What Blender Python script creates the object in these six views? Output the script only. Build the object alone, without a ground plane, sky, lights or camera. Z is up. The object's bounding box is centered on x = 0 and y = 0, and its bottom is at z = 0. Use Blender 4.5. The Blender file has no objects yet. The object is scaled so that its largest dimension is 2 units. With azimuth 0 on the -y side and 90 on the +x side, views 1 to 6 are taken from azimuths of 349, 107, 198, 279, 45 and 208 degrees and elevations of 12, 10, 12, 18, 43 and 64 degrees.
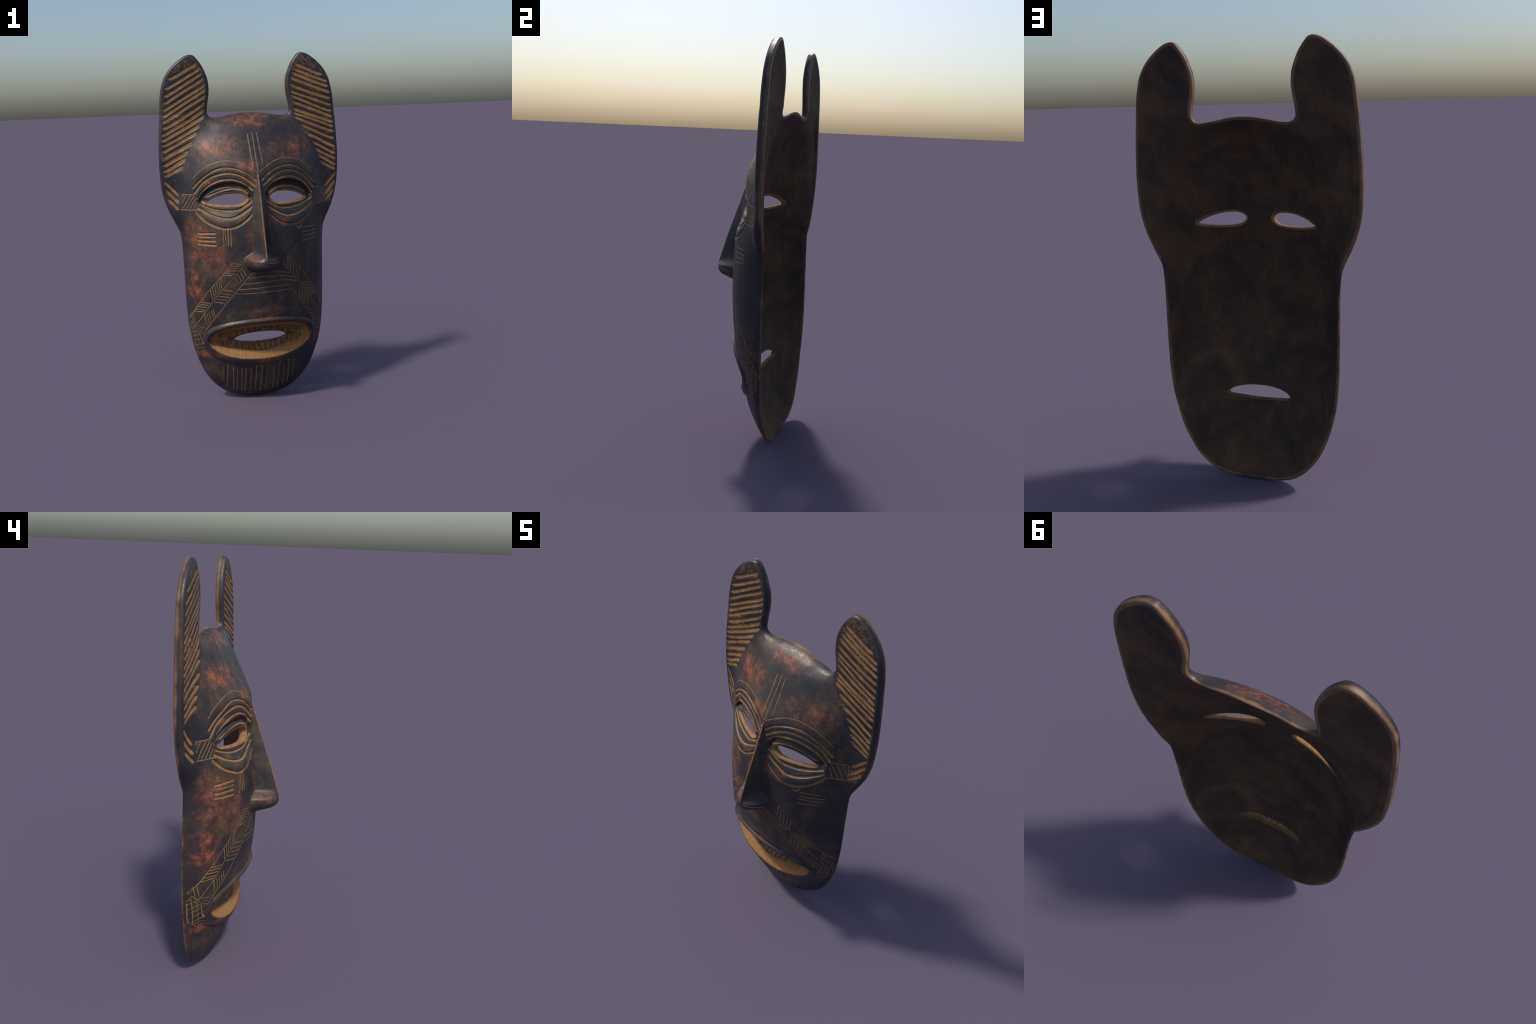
"""Carved wooden mask with two upright ears, pierced eyes and an open mouth.

The mask is one shell described by a front relief and a back hollow over a plan
outline (x across, z up).  Front relief = lofted cross-sections + nose wedge +
eyelid folds + lip ring + mouth cavity + carved strokes.  The shell is meshed on
a fine plan grid, closed with a rounded rim, then separated into named parts.
"""
import bpy, math, random
import numpy as np

rng = np.random.default_rng(7)
random.seed(7)
H = 0.0027                      # plan grid spacing

# ------------------------------------------------------------------ utilities
def smooth(a, b, v):
    t = np.clip((v - a) / (b - a), 0, 1)
    return t * t * (3 - 2 * t)

def tangents(t, Y):
    h = np.diff(t).reshape(-1, *[1] * (Y.ndim - 1))
    s = np.diff(Y, axis=0) / h
    m = np.empty_like(Y)
    m[1:-1] = (s[:-1] * h[1:] + s[1:] * h[:-1]) / (h[1:] + h[:-1])
    m[0], m[-1] = s[0], s[-1]
    return m

def hermite(t, Y, q):
    t = np.asarray(t, float); Y = np.asarray(Y, float); M = tangents(t, Y)
    i = np.clip(np.searchsorted(t, q) - 1, 0, len(t) - 2)
    h = t[i + 1] - t[i]; s = np.clip((q - t[i]) / h, -.5, 1.5)
    if Y.ndim == 1:
        a, b, ma, mb = Y[i], Y[i + 1], M[i], M[i + 1]
    else:
        j = np.arange(len(q)); a, b, ma, mb = Y[i, j], Y[i + 1, j], M[i, j], M[i + 1, j]
    return ((1 + 2 * s) * (1 - s) ** 2 * a + s * (1 - s) ** 2 * h * ma
            + s * s * (3 - 2 * s) * b + s * s * (s - 1) * h * mb)

def catmull(pts, step, closed=False):
    """Dense smooth polyline through control points."""
    P = np.asarray(pts, float)
    if len(P) == 2 and not closed:
        n = max(2, int(np.hypot(*(P[1] - P[0])) / step) + 1)
        return P[0] + np.linspace(0, 1, n)[:, None] * (P[1] - P[0])
    if closed:
        P = np.vstack([P[-2:], P, P[:3]])
        d = np.concatenate([[0], np.cumsum(np.hypot(*np.diff(P, axis=0).T) ** .5)])
        L = np.hypot(*np.diff(P[2:-2], axis=0).T).sum()
        q = np.linspace(d[2], d[-3], int(L / step) + 1)[:-1]
    else:
        d = np.concatenate([[0], np.cumsum(np.hypot(*np.diff(P, axis=0).T) ** .5)])
        L = np.hypot(*np.diff(P, axis=0).T).sum()
        q = np.linspace(0, d[-1], max(3, int(L / step) + 1))
    return np.stack([hermite(d, P[:, 0], q), hermite(d, P[:, 1], q)], 1)

def nearest_on(poly, x, z, closed=True):
    """Distance to a polyline, nearest point and position along it (0..1)."""
    A = poly; B = np.roll(poly, -1, 0) if closed else poly[1:]
    A = A[:len(B)]
    best = np.full(len(x), 1e9); qx = np.zeros(len(x)); qz = np.zeros(len(x)); tt = np.zeros(len(x))
    P = np.stack([x, z], 1)
    for c0 in range(0, len(x), 6000):
        p = P[c0:c0 + 6000]
        ab = B - A; ap = p[:, None] - A[None]
        t = np.clip((ap * ab).sum(2) / np.maximum((ab * ab).sum(1), 1e-12), 0, 1)
        d2 = ((ap - t[..., None] * ab) ** 2).sum(2)
        k = d2.argmin(1); r = np.arange(len(p)); q = A[k] + t[r, k][:, None] * ab[k]
        best[c0:c0 + 6000] = np.sqrt(d2[r, k]); qx[c0:c0 + 6000] = q[:, 0]; qz[c0:c0 + 6000] = q[:, 1]
        tt[c0:c0 + 6000] = (k + t[r, k]) / len(B)
    return best, qx, qz, tt

def inside(poly, x, z):
    a = poly; b = np.roll(poly, -1, 0); c = np.zeros(len(x), bool)
    for (x0, z0), (x1, z1) in zip(a, b):
        if z0 == z1: continue
        m = ((z0 > z) != (z1 > z))
        if m.any():
            c[m] ^= x[m] < (x1 - x0) * (z[m] - z0) / (z1 - z0) + x0
    return c

# ------------------------------------------------------------------ outline
OUTER = [(.312, 2.0), (.342, 1.993), (.378, 1.971), (.414, 1.941), (.446, 1.903), (.470, 1.858),
         (.485, 1.80), (.494, 1.74), (.501, 1.66), (.508, 1.58), (.513, 1.50), (.516, 1.42),
         (.515, 1.35), (.511, 1.285), (.503, 1.235), (.491, 1.19), (.474, 1.145), (.454, 1.10),
         (.435, 1.06), (.422, 1.025), (.416, .98), (.413, .92), (.412, .80), (.411, .66),
         (.409, .57), (.404, .48), (.394, .40), (.378, .325), (.356, .25), (.326, .18),
         (.286, .115), (.236, .062), (.18, .026), (.115, .007), (.05, .0005)]
INNER = [(0, 1.686), (.04, 1.684), (.08, 1.678), (.13, 1.669), (.17, 1.662), (.20, 1.660), (.221, 1.667),
         (.232, 1.682), (.233, 1.705), (.228, 1.74), (.220, 1.78), (.217, 1.82), (.221, 1.865),
         (.234, 1.905), (.251, 1.942), (.273, 1.974), (.293, 1.995)]
half = INNER + OUTER
OUT_Z = np.array([p[1] for p in OUTER[::-1]]); OUT_X = np.array([p[0] for p in OUTER[::-1]])
outline = catmull(half + [(0, 0)] + [(-x, z) for x, z in half[:0:-1]], .004, closed=True)
EYE = [(.066, 1.223), (.074, 1.237), (.099, 1.248), (.133, 1.250), (.168, 1.248), (.207, 1.239), (.240, 1.227),
       (.264, 1.213), (.278, 1.204), (.258, 1.197), (.22, 1.191), (.175, 1.188), (.13, 1.189), (.096, 1.195),
       (.075, 1.208)]
eye_r = catmull(EYE, .003, closed=True)
eye_l = eye_r * [-1, 1]
MOUTH = [(-.153, .397), (-.143, .409), (-.115, .422), (-.066, .432), (0, .436), (.067, .432), (.115, .422), (.141, .411),
         (.152, .399), (.135, .391), (.087, .384), (.029, .379), (-.028, .379), (-.087, .383), (-.138, .390)]
MOUTH = [(x, z - .006) for x, z in MOUTH]
mouth = catmull(MOUTH, .003, closed=True)

# ------------------------------------------------------------------ base loft
XK = np.array([0, .09, .17, .25, .33, .375, .41, .50])
SECTIONS = [                     # height, depth (y) of the front at each XK
    (-.06, [.200, .208, .228, .265, .32, .36, .39, .47]),
    (0., [.143, .152, .178, .220, .28, .32, .36, .45]),
    (.03, [.121, .130, .156, .200, .26, .30, .34, .43]),
    (.06, [.100, .108, .132, .178, .24, .28, .32, .41]),
    (.11, [.074, .081, .103, .145, .203, .247, .28, .37]),
    (.22, [.029, .035, .054, .089, .146, .195, .235, .32]),
    (.32, [.006, .010, .028, .060, .114, .153, .195, .29]),
    (.42, [-.026, -.021, -.003, .029, .083, .127, .175, .27]),
    (.52, [-.051, -.045, -.026, .007, .060, .106, .163, .26]),
    (.62, [-.067, -.060, -.040, -.004, .050, .098, .157, .25]),
    (.75, [-.076, -.069, -.050, -.014, .043, .092, .151, .24]),
    (1.0, [-.075, -.069, -.050, -.014, .044, .090, .140, .185]),
    (1.15, [-.062, -.056, -.038, -.003, .055, .090, .113, .156]),
    (1.25, [-.052, -.046, -.024, .014, .066, .100, .127, .154]),
    (1.37, [-.035, -.025, -.004, .030, .083, .115, .132, .150]),
    (1.48, [.021, .027, .042, .069, .111, .134, .142, .150]),
    (1.57, [.068, .072, .087, .112, .138, .143, .146, .151]),
    (1.63, [.107, .111, .124, .137, .145, .146, .148, .152]),
    (1.655, [.130, .136, .152, .146, .147, .147, .149, .152]),
    (1.67, [.149, .157, .172, .150, .147, .147, .149, .153]),
    (1.685, [.173, .176, .178, .152, .148, .148, .150, .154]),
    (1.72, [.180, .178, .172, .152, .149, .149, .150, .154]),
    (1.90, [.155, .155, .154, .152, .151, .152, .154, .157]),
    (2.05, [.157] * 8)]

def base(x, z):
    x = np.abs(x)
    K = np.concatenate([-XK[:0:-1], XK])
    lev = np.stack([hermite(K, np.concatenate([np.array(r)[:0:-1], r]), x) for _, r in SECTIONS])
    y = hermite(np.array([s for s, _ in SECTIONS]), lev, z)
    return np.minimum(y, .178)

# ------------------------------------------------------------------ nose
def nose(x, z):
    ax = np.abs(x)
    zz = z - 1.0 * ax ** 2 * smooth(.93, .86, z)
    ridge = np.interp(zz, [.772, .792, .805, .825, .840, .851, .866, .885, .916, .966, 1.024, 1.162, 1.252, 1.34, 1.365, 1.42],
                      [.06, .01, -.075, -.128, -.170, -.185, -.194, -.194, -.190, -.174, -.157, -.109, -.077, -.049, -.036, .06])
    slope = np.interp(z, [.95, 1.0, 1.15, 1.25, 1.36], [2.25, 2.05, 1.50, 1.25, 1.05])
    upper = (np.hypot(ax, .0035) - .0035) * slope
    wing = .140 * (ax / .113) ** 2.4 + .16 * (np.hypot(ax, .006) - .006)
    w = smooth(.935, .890, z)
    return ridge + upper * (1 - w) + wing * w

def smin(a, b, k):
    h = np.clip(.5 + .5 * (b - a) / k, 0, 1)
    return b * (1 - h) + a * h - k * h * (1 - h)

# ------------------------------------------------------------------ mouth
def ellipse_distance(x, z, cx, cz, a, b, n=2.15):
    u, v = np.abs(x - cx) / a, np.abs(z - cz) / b
    r = np.maximum((u ** n + v ** n), 1e-9) ** (1 / n)
    g = np.hypot((u / r) ** (n - 1) / a, (v / r) ** (n - 1) / b)
    return (r - 1) / np.maximum(g, 1e-6)

LIP = (0, .398, .304, .1140)

# ------------------------------------------------------------------ eyelid fold
FOLD = np.array([(.030, 1.205), (.042, 1.236), (.055, 1.262), (.078, 1.281), (.112, 1.294), (.152, 1.2985), (.191, 1.295),
                 (.231, 1.284), (.268, 1.263), (.295, 1.240), (.312, 1.220), (.335, 1.185)])

LOWLID = np.array([(.030, 1.225), (.06, 1.195), (.1, 1.176), (.17, 1.166), (.24, 1.174), (.30, 1.200), (.335, 1.225)])

# ------------------------------------------------------------------ carved strokes
def both(list_):
    return list_ + [[(-x, z) for x, z in s] for s in list_]

def hatch(first, last, n):
    a, b = np.array(first), np.array(last)
    out = []
    for i in range(n):
        s = a + (b - a) * (i / (n - 1)) + rng.normal(0, .0012, (2, 2))
        out.append([tuple(s[0]), tuple(s[1])])
    return out

def segs(rows):
    return [[(a, b), (c, d)] for a, b, c, d in rows]

EAR_A = segs([(-.441, 1.870, -.280, 1.950), (-.460, 1.819, -.264, 1.924), (-.468, 1.778, -.253, 1.899),
              (-.472, 1.741, -.244, 1.872), (-.479, 1.704, -.238, 1.839), (-.483, 1.670, -.237, 1.815),
              (-.487, 1.640, -.239, 1.779), (-.485, 1.606, -.245, 1.740), (-.492, 1.568, -.249, 1.706),
              (-.496, 1.539, -.250, 1.672), (-.495, 1.513, -.281, 1.624), (-.498, 1.481, -.301, 1.581),
              (-.496, 1.444, -.330, 1.529), (-.495, 1.403, -.353, 1.482), (-.496, 1.372, -.369, 1.439),
              (-.491, 1.345, -.385, 1.399)])
EAR_A2 = segs([(-.495, 1.320, -.421, 1.241), (-.491, 1.275, -.421, 1.199), (-.481, 1.221, -.427, 1.162)])
EAR_B = segs([(.271, 1.935, .430, 1.874), (.262, 1.910, .458, 1.835), (.253, 1.887, .464, 1.808),
              (.246, 1.862, .472, 1.775), (.241, 1.824, .475, 1.741), (.244, 1.788, .479, 1.702),
              (.244, 1.765, .480, 1.670), (.253, 1.730, .483, 1.639), (.254, 1.692, .487, 1.608),
              (.258, 1.667, .488, 1.583), (.260, 1.645, .491, 1.555), (.295, 1.601, .494, 1.515),
              (.330, 1.548, .496, 1.468), (.357, 1.502, .497, 1.430), (.376, 1.464, .498, 1.398),
              (.389, 1.426, .498, 1.363), (.401, 1.392, .497, 1.340)])
EAR_B2 = segs([(.497, 1.320, .425, 1.243), (.493, 1.276, .426, 1.197), (.481, 1.223, .428, 1.164)])
BROW_THIN = both([[(.003, 1.361), (.045, 1.388), (.096, 1.416), (.155, 1.430), (.20, 1.428), (.262, 1.408),
                   (.308, 1.375), (.341, 1.338)]])
BROW = both([[(.011, 1.316), (.055, 1.354), (.106, 1.379), (.164, 1.391), (.212, 1.386), (.264, 1.360), (.312, 1.320), (.347, 1.283)],
             [(.021, 1.287), (.060, 1.322), (.104, 1.349), (.157, 1.362), (.208, 1.357), (.260, 1.336), (.302, 1.302), (.342, 1.250)],
             [(.033, 1.265), (.066, 1.296), (.100, 1.316), (.148, 1.329), (.195, 1.328), (.245, 1.309), (.296, 1.268), (.328, 1.222)]])
LID = both([[(.056, 1.247), (.086, 1.266), (.120, 1.276), (.163, 1.2765), (.202, 1.267), (.243, 1.251), (.280, 1.232)]])
LID_EDGE = both([[(x, z) for x, z in FOLD[2:-1]]])
UNDER = both([[(.038, 1.211), (.075, 1.185), (.112, 1.164), (.167, 1.157), (.212, 1.1605), (.258, 1.171), (.298, 1.186), (.325, 1.199)],
              [(.040, 1.181), (.077, 1.155), (.132, 1.124), (.170, 1.1165), (.214, 1.121), (.261, 1.137), (.298, 1.157), (.332, 1.180)],
              [(.043, 1.140), (.085, 1.104), (.120, 1.081), (.164, 1.067), (.206, 1.066), (.250, 1.080), (.284, 1.098), (.315, 1.126), (.341, 1.158)]])
SQUARE_A = segs([(-.407, 1.249, -.340, 1.249), (-.419, 1.166, -.316, 1.163), (-.397, 1.246, -.403, 1.234), (-.382, 1.246, -.408, 1.201),
                 (-.359, 1.246, -.404, 1.171), (-.341, 1.245, -.388, 1.167), (-.332, 1.235, -.369, 1.167), (-.329, 1.209, -.353, 1.165),
                 (-.324, 1.194, -.334, 1.167)])
SQUARE_B = segs([(.337, 1.251, .412, 1.248), (.412, 1.248, .426, 1.168), (.328, 1.157, .424, 1.161), (.342, 1.224, .361, 1.160),
                 (.345, 1.247, .385, 1.160), (.365, 1.249, .404, 1.163), (.390, 1.248, .424, 1.170)])
CHEEK = segs([(-.339, 1.035, -.241, 1.039), (-.335, 1.018, -.243, 1.018), (-.340, .995, -.242, .996), (-.341, .975, -.241, .971)])
CHEEK_V = segs([(-.208, 1.067, -.206, .965), (-.196, 1.064, -.194, .973), (-.182, 1.062, -.181, .971), (-.167, 1.063, -.167, .965)])
CHEEK_R = segs([(.244, 1.040, .340, 1.035), (.246, 1.014, .352, 1.012), (.243, .992, .344, .992), (.240, .962, .341, .973)])
SCRATCH = segs([(.248, 1.065, .223, 1.034), (.210, 1.042, .218, 1.052), (.216, 1.040, .240, 1.046)])
MUSTACHE = [[(-.065, .812), (0, .813), (.068, .812)], [(-.093, .787), (0, .788), (.093, .787)],
            [(-.118, .755), (0, .757), (.118, .759)], [(-.142, .722), (0, .726), (.143, .726)],
            [(-.162, .699), (-.08, .697), (0, .699), (.164, .701)]]
BAND_A = [[(-.167, .878), (-.287, .722), (-.334, .653), (-.403, .529)],
          [(-.116, .848), (-.158, .800), (-.268, .662), (-.374, .485)],
          [(-.063, .816), (-.190, .663), (-.232, .603), (-.274, .543), (-.312, .482), (-.333, .440)],
          [(-.404, .529), (-.374, .483), (-.331, .429)]]
BAND_B = [[(.146, .899), (.189, .857), (.221, .816), (.264, .759), (.305, .696), (.350, .624), (.402, .537)],
          [(.117, .854), (.161, .801), (.223, .727), (.286, .633), (.321, .581), (.368, .490)],
          [(.065, .819), (.121, .757), (.184, .677), (.261, .566), (.305, .499), (.331, .444)],
          [(.403, .533), (.372, .486), (.331, .432)]]
HATCH_A = (hatch([(-.166, .872), (-.117, .866)], [(-.222, .807), (-.162, .804)], 6)
           + hatch([(-.116, .845), (-.092, .797)], [(-.158, .797), (-.135, .750)], 4)
           + hatch([(-.232, .794), (-.227, .726)], [(-.287, .717), (-.279, .659)], 6)
           + hatch([(-.222, .719), (-.164, .711)], [(-.270, .647), (-.214, .641)], 5)
           + hatch([(-.339, .639), (-.293, .638)], [(-.377, .579), (-.324, .579)], 5)
           + hatch([(-.323, .572), (-.312, .500)], [(-.278, .604), (-.269, .564)], 5)
           + hatch([(-.398, .546), (-.391, .502)], [(-.385, .570), (-.374, .500)], 3)
           + hatch([(-.369, .492), (-.325, .481)], [(-.352, .459), (-.336, .453)], 3))
HATCH_B = (hatch([(.146, .896), (.146, .829)], [(.219, .813), (.212, .747)], 5)
           + hatch([(.077, .815), (.161, .792)], [(.121, .762), (.204, .740)], 3)
           + hatch([(.222, .715), (.218, .633)], [(.277, .639), (.270, .560)], 4)
           + hatch([(.231, .722), (.288, .709)], [(.286, .642), (.345, .630)], 5)
           + hatch([(.280, .543), (.336, .532)], [(.320, .477), (.362, .469)], 4)
           + hatch([(.365, .606), (.357, .541)], [(.390, .560), (.376, .500)], 4))
CROSS = both(segs([(-.403, .474, -.389, .372), (-.396, .505, -.369, .351), (-.379, .479, -.340, .336), (-.359, .456, -.332, .375),
                   (-.404, .486, -.392, .495), (-.403, .465, -.379, .482), (-.400, .436, -.361, .457), (-.398, .413, -.344, .439),
                   (-.394, .383, -.335, .413), (-.382, .361, -.334, .376), (-.364, .346, -.323, .354), (-.343, .329, -.317, .338),
                   (-.396, .378, -.334, .316)]))
CHIN = segs([(-.232, .240, -.231, .128), (-.205, .256, -.204, .081), (-.175, .250, -.166, .060), (-.151, .234, -.147, .053),
             (-.125, .229, -.118, .049), (-.101, .228, -.101, .049), (-.070, .222, -.069, .042), (-.039, .239, -.040, .042),
             (-.006, .239, -.009, .041), (.029, .237, .022, .049), (.066, .233, .067, .056), (.103, .247, .094, .052),
             (.130, .222, .132, .057), (.161, .253, .164, .078), (.192, .242, .192, .126)])
FOREHEAD = segs([(-.032, 1.569, -.026, 1.388), (-.005, 1.579, -.001, 1.363), (.019, 1.576, .032, 1.396)])

# kind: strokes, half width, depth, parent part, material, wobble
KINDS = [
    ("ear_groove", EAR_A + EAR_A2, .0099, .0036, "ear", "bare", .0012),
    ("ear_groove", EAR_B + EAR_B2, .0091, .0036, "ear.001", "bare", .0012),
    ("brow_line", BROW_THIN, .0026, .0015, "face", "bare", .0002),
    ("brow_groove", BROW, .0058, .0058, "face", "bare", .0003),
    ("eyelid_groove", LID, .0052, .0048, "face", "bare", .0003),
    ("eyelid_crease", LID_EDGE, .0022, .0010, "face", "bare_dark", .0002),
    ("eye_bag_groove", UNDER, .0062, .0065, "face", "bare", .0003),
    ("temple_line", SQUARE_A + SQUARE_B, .0028, .0022, "face", "bare_thin", .0002),
    ("cheek_groove", CHEEK, .0046, .0045, "face", "bare", .0003),
    ("cheek_groove", CHEEK_V, .0034, .0025, "face", "bare_thin", .0003),
    ("cheek_groove", CHEEK_R, .0032, .0025, "face", "bare_thin", .0003),
    ("scratch", SCRATCH, .0030, .0010, "face", "bare_thin", .0008),
    ("moustache_line", MUSTACHE, .0030, .0025, "face", "bare_thin", .0002),
    ("cheek_band_line", BAND_A + BAND_B, .0024, .0018, "face", "bare_thin", .0002),
    ("hatch_line", HATCH_A + HATCH_B, .0025, .0018, "face", "bare_thin", .0002),
    ("crosshatch_line", CROSS, .0024, .0015, "face", "bare_thin", .0002),
    ("beard_line", CHIN, .0037, .0030, "chin", "bare_thin", .0004),
    ("forehead_line", FOREHEAD, .0029, .0018, "face", "bare_thin", .0002),
]
STROKES = []
for kind, strokes, w, depth, parent, mat, wob in KINDS:
    for s in strokes:
        P = catmull(s, .004)
        if wob > .0008 and len(P) > 4:          # hand-cut strokes wander a little
            t = np.linspace(0, 1, len(P)); n = np.array([-(P[-1] - P[0])[1], (P[-1] - P[0])[0]])
            n /= np.hypot(*n)
            P = P + n * (rng.normal(0, .0018) * np.sin(math.pi * t) + rng.normal(0, .0010) * np.sin(2 * math.pi * t))[:, None]
        lim = np.where(P[:, 1] < .62, np.interp(P[:, 1], OUT_Z, OUT_X) - .003, 1)
        P[:, 0] = np.clip(P[:, 0], -lim, lim)
        STROKES.append(dict(kind=kind, P=P, w=w * rng.uniform(.88, 1.12), depth=depth, parent=parent, mat=mat, wob=wob))

def carved(x, z):
    """Depth of the carved strokes at plan points."""
    G = np.zeros(len(x))
    for s in STROKES:
        P, w = s["P"], s["w"] * 1.2
        lo, hi = P.min(0) - w, P.max(0) + w
        m = np.where((x > lo[0]) & (x < hi[0]) & (z > lo[1]) & (z < hi[1]))[0]
        if len(m) == 0: continue
        d, _, _, tt = nearest_on(P, x[m], z[m], closed=False)
        L = np.hypot(*np.diff(P, axis=0).T).sum()
        end = smooth(-.2 * w, 1.6 * w, np.minimum(tt, 1 - tt) * L)
        G[m] = np.maximum(G[m], s["depth"] * end * smooth(w, w * .42, d))
    return G

def front(x, z, strokes=True):
    x = np.asarray(x, float); z = np.asarray(z, float); ax = np.abs(x)
    y = base(x, z)
    # shallow adze marks
    y = y + .0005 * np.sin(x * 61 + 3 * np.sin(z * 17)) * np.sin(z * 47 + 2 * np.sin(x * 23)) * smooth(.158, .14, y)
    # upper eyelid fold, brow above it and the lid ball below
    zf = hermite(FOLD[:, 0], FOLD[:, 1], np.clip(ax, FOLD[0, 0], FOLD[-1, 0]))
    sl = (hermite(FOLD[:, 0], FOLD[:, 1], np.clip(ax + .002, .03, .335)) - hermite(FOLD[:, 0], FOLD[:, 1], np.clip(ax - .002, .03, .335))) / .004
    d = (z - zf) / np.sqrt(1 + sl ** 2)
    # the eye lies on a flatter plane set back under the brow, from inner to outer corner
    plane = -.042 + .104 * (ax - .045) / .26 - .006 * np.sin(math.pi * np.clip((ax - .045) / .26, 0, 1))
    plane = plane - .007 * smooth(1.215, 1.17, z)
    zlow = hermite(LOWLID[:, 0], LOWLID[:, 1], np.clip(ax, .03, .335))
    wide = smooth(.026, .052, ax) * smooth(.335, .300, ax)
    sock = smooth(.026, -.002, d) * smooth(-.080, .028, z - zlow) * wide
    y = y + sock * np.clip(plane - y, 0, None)
    along = smooth(.030, .065, ax) * smooth(.330, .285, ax)
    y = y + .012 * along * np.where(d > 0, 1 - smooth(0, .016, d), 1 - smooth(0, .016, -d))     # fold above the lid
    y = y - .003 * along * np.exp(-((d + .024) / .012) ** 2) * smooth(1.20, 1.235, z)              # lid ball
    y = y + .006 * smooth(.02, .06, ax) * smooth(.345, .28, ax) * np.exp(-((d - .035) / .032) ** 2)
    y = y + .008 * np.exp(-(((ax - .046) / .014) ** 2 + ((z - 1.228) / .016) ** 2))
    y = y + .010 * np.exp(-(((ax - .303) / .018) ** 2 + ((z - 1.215) / .014) ** 2))
    # nose
    m = (ax < .2) & (z > .76) & (z < 1.40)
    if m.any():
        k = .010 * smooth(1.38, 1.2, z[m]) + .004
        y[m] = smin(y[m], nose(x[m], z[m]), k)
    # lips and mouth cavity
    m = (ax < .40) & (z > .2) & (z < .62)
    if m.any():
        xm, zm = x[m], z[m]
        dI = ellipse_distance(xm, zm, *LIP)
        low = smooth(.43, .33, zm)
        width = .031 + .009 * low
        t = np.clip(dI / width, 0, 1)
        bump = np.where(dI > 0, (.014 + .003 * low) * np.clip(np.sin(math.pi * np.clip(t, 0, 1) ** (.95 - .15 * low)), 0, 1) ** .75, 0)
        s = np.clip(-dI, 0, None)
        shelf = .019 * np.sqrt(np.clip(1 - np.clip(dI / (.92 * width), 0, 1) ** 2.2, 0, 1)) * (1 - smooth(0, .045, s))       # lower lip: ledge, most forward at its inner edge
        bump = bump * (1 - low) + shelf * low
        up = .050 * smooth(0, .020, s) + .028 * smooth(.015, .07, s)
        lo = .020 * np.clip(s / .042, 0, 1) ** 1.0 + .042 * smooth(.032, .072, s)
        y[m] = y[m] - bump + up * (1 - low) + lo * low
    if strokes:
        y = y + carved(x, z)
    return y

# plan widths shrink where the surface falls away, so cuts keep their width on it
for s_ in STROKES:
    P = s_["P"]; T = np.gradient(P, axis=0); T /= np.maximum(np.hypot(T[:, 0], T[:, 1]), 1e-9)[:, None]
    n_ = np.stack([-T[:, 1], T[:, 0]], 1) * .003
    g = (base(P[:, 0] + n_[:, 0], P[:, 1] + n_[:, 1]) - base(P[:, 0] - n_[:, 0], P[:, 1] - n_[:, 1])) / .006
    s_["w"] = s_["w"] / np.sqrt(1 + np.clip(g, -2.5, 2.5) ** 2).mean()

# hollow of the back: depth on the centre line and half width of the hollow by height
HZ = [-.05, 0, .05, .1, .2, .3, .4, .46, .52, .6, .7, .8, 1.0, 1.1, 1.2, 1.35, 1.5, 1.6, 1.65, 1.69, 1.75, 2.1]
HY = [.190, .178, .155, .132, .103, .088, .073, .060, .038, .008, -.020, -.036, -.041, -.030, -.004, .018, .076, .132, .168, .198, .215, .215]
def back(x, z):
    ax = np.abs(x)
    rim = np.interp(z, [-.1, 0, .12, .3, .9, 1.1, 1.4, 2.1], [.186, .187, .188, .187, .185, .184, .190, .191])
    b0 = base(0 * x, z); b = base(x, z)
    yc = hermite(HZ, HY, z)
    steep = (base(np.minimum(ax + .004, .5), z) - base(np.maximum(ax - .004, 0), z)) / .008
    extra = .012 * (np.sqrt(1 + np.clip(steep, 0, 2) ** 2) - 1)
    span = np.clip(rim - yc, 0.001, None) / np.clip(.158 - b0, .02, None)      # solid chin and mouth: shallower bowl
    hollow = yc + (b - b0) * np.clip(span, .3, 1.0) + extra
    hollow = hollow + .06 * smooth(1.58, 1.86, z) ** 2
    hollow = hollow + .018 * np.exp(-((ax - .21) / .06) ** 2 - ((z - .34) / .06) ** 2)
    wz = np.interp(z, OUT_Z, OUT_X)
    hollow = hollow + .09 * smooth(.055, .005, wz - ax) * smooth(1.0, 1.2, z)
    return smin(hollow, rim, .022)

# ------------------------------------------------------------------ plan mesh
DR = .014; DE = .011; DM = .007
xs = np.arange(-.53, .53 + H, H); zs = np.arange(-.02, 2.02 + H, H)
nx, nz = len(xs), len(zs)
GX, GZ = [a.ravel() for a in np.meshgrid(xs, zs)]

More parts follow.
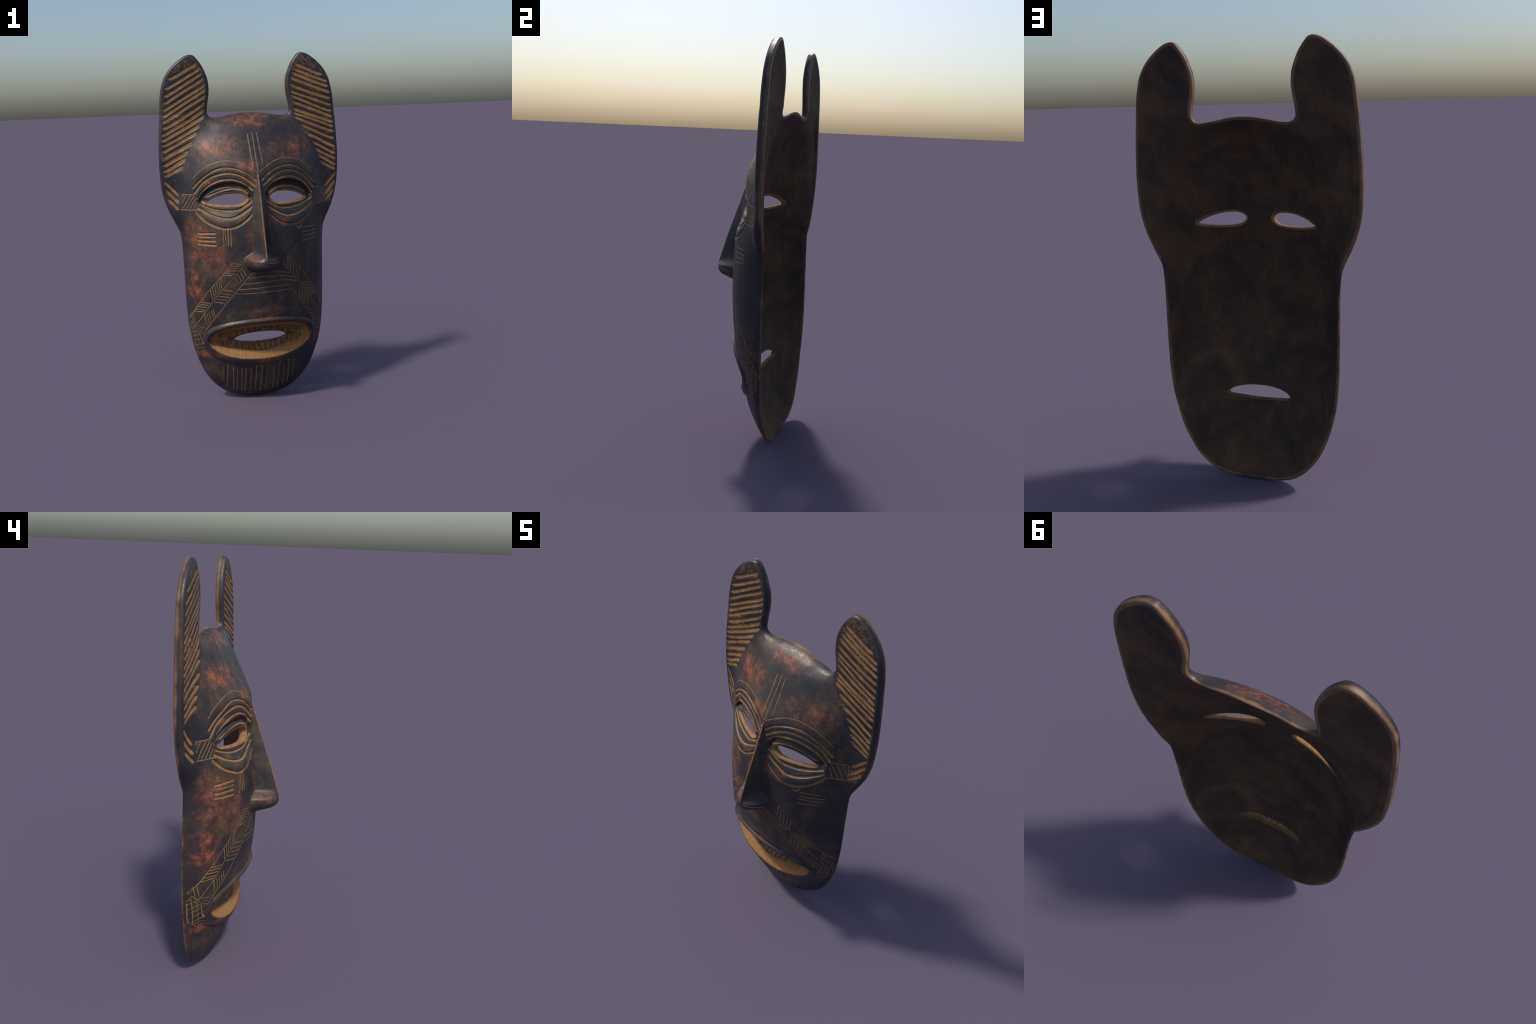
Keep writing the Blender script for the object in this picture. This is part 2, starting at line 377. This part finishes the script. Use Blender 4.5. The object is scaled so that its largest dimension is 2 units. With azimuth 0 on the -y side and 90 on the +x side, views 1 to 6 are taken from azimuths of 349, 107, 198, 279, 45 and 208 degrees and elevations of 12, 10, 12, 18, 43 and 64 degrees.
def level(x, z):
    """Clearance to the rounded border zone: >0 inside the plan area."""
    f = np.full(len(x), 1e9); which = np.zeros(len(x), int)
    for i, (poly, dr, sgn) in enumerate([(outline, DR, 1), (eye_r, DE, -1), (eye_l, DE, -1), (mouth, DM, -1)]):
        lo, hi = poly.min(0) - .06, poly.max(0) + .06
        ins = inside(poly, x, z)
        v = np.where(ins, 1., -1.) * sgn * .05
        m = (x > lo[0]) & (x < hi[0]) & (z > lo[1]) & (z < hi[1])
        if i == 0:                                   # only near the outline
            c = (np.floor((x + 1) / .03).astype(int) * 1000 + np.floor((z + 1) / .03).astype(int))
            oc = set()
            for px, pz in outline:
                a, b = int((px + 1) // .03), int((pz + 1) // .03)
                for da in (-1, 0, 1):
                    for db in (-1, 0, 1): oc.add((a + da) * 1000 + b + db)
            m = np.isin(c, np.array(sorted(oc)))
        idx = np.where(m)[0]
        d = nearest_on(poly, x[idx], z[idx])[0]
        v[idx] = np.where(ins[idx], d, -d) * sgn
        v = v - dr
        which = np.where(v < f, i, which); f = np.minimum(f, v)
    return f, which

F, WH = level(GX, GZ)
# snap vertices that are very close to the border
near = np.where(np.abs(F) < .3 * H)[0]
BORD = [(outline, DR, 1), (eye_r, DE, -1), (eye_l, DE, -1), (mouth, DM, -1)]
for i in range(4):
    k = near[WH[near] == i]
    if len(k) == 0: continue
    d, qx, qz, _ = nearest_on(BORD[i][0], GX[k], GZ[k])
    GX[k] = qx + (GX[k] - qx) * BORD[i][1] / d; GZ[k] = qz + (GZ[k] - qz) * BORD[i][1] / d
F[near] = 0
ii, jj = np.meshgrid(np.arange(nz - 1), np.arange(nx - 1), indexing="ij")
c00 = (ii * nx + jj).ravel(); quads = np.stack([c00, c00 + 1, c00 + 1 + nx, c00 + nx], 1)
fq = F[quads]
full = quads[(fq >= 0).all(1)]
part = quads[((fq > 0).any(1)) & ((fq < 0).any(1))]
extra_x, extra_z, cut = [], [], {}
def cross(a, b):
    key = (a, b) if a < b else (b, a)
    if key not in cut:
        t = F[key[0]] / (F[key[0]] - F[key[1]])
        extra_x.append(GX[key[0]] + t * (GX[key[1]] - GX[key[0]])); extra_z.append(GZ[key[0]] + t * (GZ[key[1]] - GZ[key[0]]))
        cut[key] = len(GX) + len(extra_x) - 1
    return cut[key]
polys = []
for q in part:
    out = []
    for k in range(4):
        a, b = q[k], q[(k + 1) % 4]
        if F[a] >= 0: out.append(a)
        if (F[a] > 0 and F[b] < 0) or (F[a] < 0 and F[b] > 0): out.append(cross(a, b))
    if len(out) >= 3: polys.append(out)
PX = np.concatenate([GX, extra_x]); PZ = np.concatenate([GZ, extra_z])
faces = [list(f) for f in full] + polys
used = np.unique(np.concatenate([np.asarray(f) for f in faces]))
remap = np.full(len(PX), -1); remap[used] = np.arange(len(used))
PX, PZ = PX[used], PZ[used]
faces = [[int(remap[v]) for v in f] for f in faces]
N = len(PX)
# border loops
edges = {}
for f in faces:
    for a, b in zip(f, f[1:] + f[:1]): edges[(a, b)] = 1
nxt = {a: b for (a, b) in edges if (b, a) not in edges}
loops = []; todo = set(nxt)
while todo:
    s = next(iter(sorted(todo)[:1])); loop = []; v = s
    while v in todo: todo.discard(v); loop.append(v); v = nxt[v]
    if len(loop) > 20: loops.append(loop)

def back_over(x, z, yf):
    return -smin(-back(x, z), -(yf + .016), .014)
def bevel(z):
    """The back edge of the chin is cut up a little."""
    return z + .005 * smooth(.13, 0, z)
YF = front(PX, PZ); YB = back_over(PX, PZ, front(PX, PZ, strokes=False))
V = [np.stack([PX, YF, PZ], 1), np.stack([PX, YB, bevel(PZ)], 1)]
nv = 2 * N
# (grid rows run +x then +z, seen from -y that is counter-clockwise: front faces keep order)
all_faces = [(f, "front") for f in faces] + [([v + N for v in f[::-1]], "back") for f in faces]
for loop in loops:
    L = np.array(loop); cx, cz = PX[L], PZ[L]
    which = int(np.argmin([nearest_on(b[0], cx[:1], cz[:1])[0][0] for b in BORD]))
    poly, dr, _ = BORD[which]
    _, qx, qz, _ = nearest_on(poly, cx, cz)
    rings = []
    if which == 0:
        prof = [(1 - math.sin(a), 1 - math.cos(a)) for a in np.linspace(0, math.pi / 2, 9)[1:]]
        fr = [(d, "f", e * .016) for d, e in prof]
        bk = [(1 - math.sin(a), 1 - math.cos(a)) for a in np.linspace(math.pi / 2, 0, 6)]
        fr += [(d * .45, "b", e * .007) for d, e in bk] + [(.72, "b", 0)]
    else:
        prof = [(1 - math.sin(a), 1 - math.cos(a)) for a in np.linspace(0, math.pi / 2, 7)]
        fr = [(d, "f", e * .010) for d, e in prof[1:]]
        fr += [(d, "b", e * .010) for d, e in prof[:0:-1]]
    prev = L.copy()
    yf_b, yb_b = YF[L], YB[L]
    for d, side, e in fr:
        x, z = qx + (cx - qx) * d, qz + (cz - qz) * d
        yf = front(x, z, strokes=False); yb = back_over(x, z, yf)
        if side == "f": y = yf + np.minimum(e, .6 * (yb - yf))
        elif side == "b": y = yb - np.minimum(e, .45 * (yb - yf))
        else: y = yf + .010 + (yb - yf - .020) * e
        cur = np.arange(nv, nv + len(L)); nv += len(L); V.append(np.stack([x, y, bevel(z) if side == "b" and which == 0 else z], 1))
        tag = "rim" if which == 0 else "hole%d" % which
        for k in range(len(L)):
            k2 = (k + 1) % len(L)
            all_faces.append(([int(prev[k2]), int(prev[k]), int(cur[k]), int(cur[k2])], tag))
        prev = cur
    cur = L + N
    for k in range(len(L)):
        k2 = (k + 1) % len(L)
        all_faces.append(([int(prev[k2]), int(prev[k]), int(cur[k]), int(cur[k2])], "rim" if which == 0 else "hole%d" % which))
V = np.vstack(V)
V[:, 2] -= V[:, 2].min()

# vertex normals of the whole body (area weighted)
NRM = np.zeros_like(V)
for n in (3, 4, 5, 6):
    fs = np.array([f for f, _ in all_faces if len(f) == n])
    if len(fs) == 0: continue
    c = V[fs]; nn = np.zeros((len(fs), 3))
    for k in range(n): nn += np.cross(c[:, k], c[:, (k + 1) % n])
    for k in range(n): np.add.at(NRM, fs[:, k], nn)
NRM /= np.maximum(np.linalg.norm(NRM, axis=1), 1e-12)[:, None]

# ------------------------------------------------------------------ materials
def new_mat(name):
    m = bpy.data.materials.new(name); m.use_nodes = True
    nt = m.node_tree; b = nt.nodes["Principled BSDF"]
    return m, nt, b

class NB:
    """Small helper to wire nodes."""
    def __init__(s, nt):
        s.nt = nt; s.co = s.node("ShaderNodeTexCoord").outputs["Object"]
    def node(s, t, **kw):
        n = s.nt.nodes.new(t)
        for k, v in kw.items(): setattr(n, k, v)
        return n
    def link(s, a, b): s.nt.links.new(a, b)
    def val(s, sock, v):
        if hasattr(v, "is_output") or isinstance(v, bpy.types.NodeSocket): s.link(v, sock)
        else: sock.default_value = v
    def mapping(s, scale=(1, 1, 1), rot=(0, 0, 0), loc=(0, 0, 0)):
        n = s.node("ShaderNodeMapping"); s.link(s.co, n.inputs[0])
        n.inputs["Scale"].default_value = scale; n.inputs["Rotation"].default_value = rot; n.inputs["Location"].default_value = loc
        return n.outputs[0]
    def noise(s, scale, detail=4, rough=.55, vec=None, dist=0):
        n = s.node("ShaderNodeTexNoise"); s.link(vec or s.co, n.inputs["Vector"])
        n.inputs["Scale"].default_value = scale; n.inputs["Detail"].default_value = detail
        n.inputs["Roughness"].default_value = rough; n.inputs["Distortion"].default_value = dist
        return n.outputs["Fac"]
    def math(s, op, a, b=0.0, clamp=False):
        n = s.node("ShaderNodeMath", operation=op); n.use_clamp = clamp
        s.val(n.inputs[0], a); s.val(n.inputs[1], b); return n.outputs[0]
    def remap(s, v, a, b, c=0.0, d=1.0):
        n = s.node("ShaderNodeMapRange", interpolation_type="SMOOTHSTEP")
        s.val(n.inputs[0], v)
        for i, k in enumerate((a, b, c, d)): n.inputs[i + 1].default_value = k
        return n.outputs[0]
    def mix(s, f, a, b):
        n = s.node("ShaderNodeMix", data_type="RGBA")
        s.val(n.inputs[0], f)
        for sock, v in ((n.inputs[6], a), (n.inputs[7], b)):
            if isinstance(v, tuple): sock.default_value = (*v, 1)
            else: s.link(v, sock)
        return n.outputs[2]
    def ramp(s, v, stops):
        n = s.node("ShaderNodeValToRGB"); s.link(v, n.inputs[0]); e = n.color_ramp.elements
        while len(e) < len(stops): e.new(.5)
        for k, (p, c) in zip(e, stops): k.position = p; k.color = (*c, 1)
        return n.outputs[0]
    def sep(s):
        n = s.node("ShaderNodeSeparateXYZ"); s.link(s.co, n.inputs[0]); return n.outputs
    def blob(s, x, z, rx, rz):
        X, _, Z = s.sep()
        a = s.math("MULTIPLY", s.math("SUBTRACT", X, x), 1 / rx); b = s.math("MULTIPLY", s.math("SUBTRACT", Z, z), 1 / rz)
        r = s.math("SQRT", s.math("ADD", s.math("MULTIPLY", a, a), s.math("MULTIPLY", b, b)))
        return s.remap(r, 1.0, .15)
    def ring(s, x, z, rx, rz, n=2.15):
        """Normalised super-elliptic radius in plan."""
        X, _, Z = s.sep()
        a = s.math("POWER", s.math("ABSOLUTE", s.math("MULTIPLY", s.math("SUBTRACT", X, x), 1 / rx)), n)
        b = s.math("POWER", s.math("ABSOLUTE", s.math("MULTIPLY", s.math("SUBTRACT", Z, z), 1 / rz)), n)
        return s.math("POWER", s.math("ADD", a, b), 1 / n)
    def bump(s, bsdf, h, strength, dist):
        n = s.node("ShaderNodeBump"); n.inputs["Strength"].default_value = strength; n.inputs["Distance"].default_value = dist
        s.link(h, n.inputs["Height"]); s.link(n.outputs[0], bsdf.inputs["Normal"])

TAN = (.270, .146, .058)
BLACK = (.020, .019, .024)
BROWN = (.056, .040, .029)
UMBER = (.115, .074, .045)
RED = (.300, .092, .042)

def patina(name, ear=False):
    m, nt, b = new_mat(name); s = NB(nt)
    big = s.noise(4.2, 5, .6, dist=.4); mid = s.noise(15, 5, .62); fine = s.noise(70, 4, .6)
    fibre = s.noise(26, 4, .6, vec=s.mapping((2.2, 1, .45), (0, .5, 0)))
    v = s.math("ADD", s.math("MULTIPLY", big, .50), s.math("ADD", s.math("MULTIPLY", mid, .25), s.math("ADD", s.math("MULTIPLY", fine, .15), s.math("MULTIPLY", fibre, .10))))
    if ear:
        col = s.ramp(v, [(.42, (.017, .018, .026)), (.60, (.034, .028, .026)), (.72, BROWN)])
    else:
        col = s.ramp(v, [(.40, (.016, .017, .023)), (.50, (.028, .024, .025)), (.57, BROWN), (.67, UMBER)])
        X, Y, Z = s.sep()
        # rubbed red-brown patches where the mask is handled
        spots = [(-.215, 1.495, .20, .10), (.20, 1.48, .22, .09), (-.02, 1.64, .24, .06), (-.34, 1.03, .10, .12), (-.29, .90, .17, .13),
                 (-.05, .895, .05, .035), (.02, .575, .18, .055), (-.05, 1.40, .07, .05), (.11, 1.09, .08, .05), (-.02, 1.32, .03, .05),
                 (.05, .27, .16, .04), (-.3, .31, .12, .04), (-.36, .74, .08, .16), (-.20, 1.31, .13, .03), (-.07, 1.0, .03, .10)]
        tot = None
        for p in spots:
            k = s.blob(*p); tot = k if tot is None else s.math("MAXIMUM", tot, k)
        cloud = s.math("ADD", s.math("MULTIPLY", s.noise(13, 4, .6), .5), s.math("MULTIPLY", s.noise(42, 7, .7), .5))
        tones = [(-.22, 1.45, .22, .13), (-.18, 1.10, .20, .10), (0, .40, .36, .17), (-.30, .9, .16, .2), (.22, 1.46, .24, .10), (-.25, .2, .2, .1), (0, .60, .2, .07), (.05, .13, .25, .1)]
        tt = None
        for p in tones:
            k = s.blob(*p); tt = k if tt is None else s.math("MAXIMUM", tt, k)
        col = s.mix(s.math("MULTIPLY", tt, s.remap(s.noise(12, 7, .7), .42, .64, .0, .62)), col, (.105, .066, .042))
        grain = s.remap(cloud, .44, .60)
        rust = s.mix(s.remap(s.noise(30, 6, .68), .42, .62), (.120, .046, .030), RED)
        col = s.mix(s.math("MULTIPLY", tot, s.math("ADD", s.math("MULTIPLY", grain, .78), .10)), col, rust)
    if ear:
        worn = s.math("MULTIPLY", s.remap(s.noise(7, 3), .50, .64), s.remap(s.noise(85, 3, .6), .48, .58))
        tip = s.math("MULTIPLY", s.remap(s.sep()[2], 1.88, 1.95), s.remap(s.noise(60, 4, .65), .46, .58))
        worn = s.math("MAXIMUM", s.math("MULTIPLY", worn, .75), s.math("MULTIPLY", tip, .6))
        col = s.mix(worn, col, (.21, .115, .052))
    # bare wood: mouth lining, pierced eye edges, sawn outer rim
    jit = s.math("MULTIPLY", s.math("SUBTRACT", s.noise(45, 3), .5), .09)
    wood = s.mix(s.remap(s.noise(60, 4, .6, vec=s.mapping((1, 1, .3))), .35, .7), TAN, (.20, .105, .042))
    if not ear:
        r = s.math("ADD", s.ring(LIP[0], LIP[1], LIP[2] * .985, LIP[3] * .97), jit)
        wood = s.mix(s.remap(r, .70, .62), wood, (.060, .034, .016))     # dark gaps between the teeth
        lining = s.remap(r, 1.02, .98)
        col = s.mix(lining, col, wood)
    rim = s.math("ADD", s.sep()[1], s.math("MULTIPLY", s.math("SUBTRACT", mid, .5), .02))
    rimw = s.mix(s.remap(mid, .35, .65), (.105, .056, .031), (.175, .096, .050))
    col = s.mix(s.remap(rim, .171, .181), col, rimw)
    nt.links.new(col, b.inputs["Base Color"])
    rough = s.remap(fine, .3, .7, .36, .52)
    b.inputs["Specular IOR Level"].default_value = .42
    if not ear:                                     # the bare lining is matt
        rough = s.math("ADD", rough, s.math("MULTIPLY", lining, .28))
        nt.links.new(s.math("SUBTRACT", .42, s.math("MULTIPLY", lining, .26)), b.inputs["Specular IOR Level"])
    nt.links.new(rough, b.inputs["Roughness"])
    s.bump(b, s.math("ADD", s.math("MULTIPLY", fine, .5), s.math("MULTIPLY", fibre, .8)), .25, .002)
    return m

def bare(name, c1, c2, rough=.65):
    m, nt, b = new_mat(name); s = NB(nt)
    n = s.noise(38, 4, .6); r = s.node("ShaderNodeObjectInfo").outputs["Random"]
    v = s.math("ADD", n, s.math("MULTIPLY", s.math("SUBTRACT", r, .5), .12))
    nt.links.new(s.mix(s.remap(v, .38, .66), c1, c2), b.inputs["Base Color"])
    b.inputs["Roughness"].default_value = rough; b.inputs["Specular IOR Level"].default_value = .2
    s.bump(b, s.noise(160, 3), .2, .001)
    return m

def back_mat():
    m, nt, b = new_mat("hollow_wood"); s = NB(nt)
    big = s.noise(5, 5, .6, dist=.6); mid = s.noise(16, 4, .6)
    fibre = s.noise(34, 5, .65, vec=s.mapping((3, 1, .35), (0, .35, 0)))
    v = s.math("ADD", s.math("MULTIPLY", big, .6), s.math("ADD", s.math("MULTIPLY", mid, .2), s.math("MULTIPLY", fibre, .2)))
    col = s.ramp(v, [(.36, (.034, .026, .024)), (.46, (.056, .036, .026)), (.56, (.090, .051, .030)), (.68, (.125, .070, .036))])
    nt.links.new(col, b.inputs["Base Color"])
    b.inputs["Roughness"].default_value = .75; b.inputs["Specular IOR Level"].default_value = .2
    s.bump(b, fibre, .35, .003)
    return m

MAT = {"patina": patina("dark_patina"), "ear": patina("ear_patina", True), "back": back_mat(),
       "bare": bare("bare_groove", TAN, (.195, .100, .038)),
       "bare_thin": bare("bare_thin_line", (.26, .142, .058), (.165, .092, .040)),
       "bare_dark": bare("bare_crease", (.10, .056, .028), (.06, .036, .022)),
       "tooth": bare("tooth_wood", (.17, .098, .040), (.10, .056, .024)),
       "hole": bare("pierced_edge", TAN, (.19, .10, .045)),
       "ridge": bare("worn_ridge", (.28, .135, .065), (.16, .075, .040))}

# ------------------------------------------------------------------ objects
root = bpy.data.objects.new("carved_mask", None)
bpy.context.scene.collection.objects.link(root)
root["label"] = "dark carved wooden face mask with tall striped ears"
root["category"] = "mask"
OBJ = {}

def make_part(name, fl, mat, parent):
    idx = np.unique(np.concatenate([np.asarray(f) for f in fl]))
    mp = np.full(len(V), -1); mp[idx] = np.arange(len(idx))
    lens = np.array([len(f) for f in fl]); loops_ = mp[np.concatenate([np.asarray(f) for f in fl])]
    me = bpy.data.meshes.new(name)
    me.vertices.add(len(idx)); me.vertices.foreach_set("co", V[idx].astype(np.float32).ravel())
    me.loops.add(len(loops_)); me.loops.foreach_set("vertex_index", loops_.astype(np.int32))
    me.polygons.add(len(fl))
    me.polygons.foreach_set("loop_start", np.concatenate([[0], np.cumsum(lens)[:-1]]).astype(np.int32))
    me.update(calc_edges=True); me.validate()
    me.polygons.foreach_set("use_smooth", np.ones(len(fl), bool))
    me.normals_split_custom_set_from_vertices(NRM[idx])
    me.materials.append(MAT[mat])
    o = bpy.data.objects.new(name, me); bpy.context.scene.collection.objects.link(o); o.parent = parent
    OBJ[name] = o
    return o

# sort the faces of the shell into parts
groups = {}
CX = np.array([V[f[0], 0] + V[f[2], 0] for f, _ in all_faces]) / 2; CZ = np.array([V[f[0], 2] + V[f[2], 2] for f, _ in all_faces]) / 2
AX = np.abs(CX)
lip_r = (AX / .336) ** 2.15 + (np.abs(CZ - .396) / .150) ** 2.15
lin_r = (AX / .305) ** 2.15 + (np.abs(CZ - .398) / .1140) ** 2.15
nose_w = np.interp(CZ, [.815, .84, .90, .96, 1.25, 1.35], [.06, .105, .105, .07, .05, .02])
ear_e = np.interp(CZ, [1.05, 1.16, 1.25, 1.33, 1.40, 1.50, 1.58, 1.66], [.60, .424, .415, .43, .385, .34, .295, .235])
side = lambda n: np.where(CX < 0, n, n + ".001")
G = np.select([lin_r < 1, lip_r < 1, (CZ > .815) & (CZ < 1.355) & (AX < nose_w), AX > ear_e,
               ((AX - .175) / .125) ** 2 + ((CZ - 1.225) / .065) ** 2 < 1, CZ < .25],
              ["mouth_cavity", "lip", "nose", side("ear"), side("eyelid"), "chin"], "face")
FIXED = {"back": "back", "rim": "rim", "hole1": "eye_opening", "hole2": "eye_opening.001", "hole3": "mouth_opening"}
for k, (f, tag) in enumerate(all_faces):
    groups.setdefault(FIXED.get(tag) or str(G[k]), []).append(f)
for g in sorted(groups):
    kind = g.split(".")[0]
    mat = {"back": "back", "ear": "ear", "eye_opening": "hole", "mouth_opening": "tooth", "rim": "patina"}.get(kind, "patina")
    make_part(g, groups[g], mat, root)

# carved strokes: bare wood showing at the bottom of each cut
OFFS = np.array([-1, -.72, -.36, 0, .36, .72, 1])
RIB = []
def ribbon(P, halfwidths, name, mat, parent, lift=.0007):
    P = np.asarray(P, float); n = len(P)
    T = np.gradient(P, axis=0); T /= np.maximum(np.hypot(T[:, 0], T[:, 1]), 1e-9)[:, None]
    Nn = np.stack([-T[:, 1], T[:, 0]], 1)
    A = np.concatenate([P + Nn * (halfwidths * o)[:, None] for o in OFFS])
    edge = np.concatenate([np.full(n, -.0012 if abs(o) > .99 else lift) for o in OFFS])   # edges tuck under the surface
    RIB.append((A, edge, n, name, mat, parent))

for s in STROKES:
    d = np.concatenate([[0], np.cumsum(np.hypot(*np.diff(s["P"], axis=0).T))])
    n = max(8, int(d[-1] / .004)); q = np.linspace(0, d[-1], n)
    P = np.stack([np.interp(q, d, s["P"][:, 0]), np.interp(q, d, s["P"][:, 1])], 1)
    w = s["w"]; endd = np.minimum(q, q[-1] - q)
    taper = np.sqrt(np.clip(endd / (w * 1.6), 0.02, 1))
    ph = rng.uniform(0, 6, 3)
    wob = 1 + (.06 if s["wob"] > .0008 else .04) * (np.sin(q * 37 + ph[0]) + np.sin(q * 113 + ph[1]))
    ribbon(P, w * taper * wob, s["kind"], s["mat"], OBJ[s["parent"]])
# worn, bare edge along the bridge of the nose
zr = np.linspace(1.352, .895, 90)
ribbon(np.stack([.0005 + 0 * zr, zr], 1), .0042 * np.clip(np.minimum(1.36 - zr, zr - .89) / .02, .15, 1), "nose_ridge", "ridge", OBJ["nose"], lift=.0012)

cr = catmull([(.010, .885), (.050, .880), (.092, .870)], .003)
ribbon(cr, .0035 * np.sqrt(np.clip(np.minimum(np.arange(len(cr)), len(cr) - 1 - np.arange(len(cr))) / 6, .05, 1)), "nostril_crease", "ridge", OBJ["nose"])
A = np.concatenate([r[0] for r in RIB]); ED = np.concatenate([r[1] for r in RIB])
x, z = A[:, 0], A[:, 1]; e = .0008
y = front(x, z)
gx = (front(x + e, z) - front(x - e, z)) / (2 * e); gz = (front(x, z + e) - front(x, z - e)) / (2 * e)
nn = np.stack([gx, -np.ones(len(x)), gz], 1); nn /= np.linalg.norm(nn, axis=1)[:, None]
rimd = np.full(len(x), DR); kk = np.where(((np.abs(x) > .365) & (z < .56)) | (z < .06))[0]
rimd[kk] = np.clip(nearest_on(outline[::2], x[kk], z[kk])[0], 0, DR)
y = y + .016 * (1 - np.sqrt(np.clip(1 - (1 - rimd / DR) ** 2, 0, 1)))
CO = np.stack([x, y, z], 1) + nn * ED[:, None]
at = 0
for A_, _, n, name, mat, parent in RIB:
    co = CO[at:at + len(A_)]; at += len(A_)
    fs = [(a * n + i, a * n + i + 1, (a + 1) * n + i + 1, (a + 1) * n + i) for a in range(len(OFFS) - 1) for i in range(n - 1)]
    me = bpy.data.meshes.new(name); me.from_pydata(co.tolist(), [], fs); me.update()
    me.polygons.foreach_set("use_smooth", np.ones(len(fs), bool))
    me.materials.append(MAT[mat])
    o = bpy.data.objects.new(name, me); bpy.context.scene.collection.objects.link(o); o.parent = parent

# teeth around the mouth opening
def tooth(x0, x1, za, zb, name="tooth"):
    nu, nw = 11, 11
    u = np.linspace(0, 1, nu); w = np.linspace(0, 1, nw)
    U, W = [a.ravel() for a in np.meshgrid(u, w)]
    x = x0 + (x1 - x0) * U
    z = za(x) + (zb(x) - za(x)) * W
    pill = (1 - np.abs(2 * U - 1) ** 6) * (1 - np.abs(2 * W - 1) ** 6)
    y = front(x, z) + .002 - .0060 * pill
    fs = [(j * nu + i, j * nu + i + 1, (j + 1) * nu + i + 1, (j + 1) * nu + i) for j in range(nw - 1) for i in range(nu - 1)]
    if zb(np.array([x0]))[0] < za(np.array([x0]))[0]: fs = [f[::-1] for f in fs]
    me = bpy.data.meshes.new(name); me.from_pydata(np.stack([x, y, z], 1).tolist(), [], fs); me.update()
    me.polygons.foreach_set("use_smooth", np.ones(len(fs), bool)); me.materials.append(MAT["tooth"])
    o = bpy.data.objects.new(name, me); bpy.context.scene.collection.objects.link(o); o.parent = OBJ["mouth_cavity"]

up_hole = lambda x: np.where(np.abs(x) < .15, .4015 + .032 * np.sqrt(np.clip(1 - (x / .152) ** 2, 0, 1)), .4015)
lo_hole = lambda x: np.where(np.abs(x) < .15, .3930 - .029 * np.sqrt(np.clip(1 - (x / .152) ** 2, 0, 1)), .3930)
led = lambda x: np.sqrt(np.clip(1 - np.abs(x / .268) ** 2.1, 0, 1))
up_led = lambda x: .396 + .081 * led(x)
lo_led = lambda x: .394 - .066 * led(x)
for row, (a, b) in enumerate([(up_hole, up_led), (lo_hole, lo_led)]):
    x = -.250
    while x < .238:
        w = rng.uniform(.029, .039)
        tooth(x + .0012, min(x + w, .250) - .0012, a, b); x += w
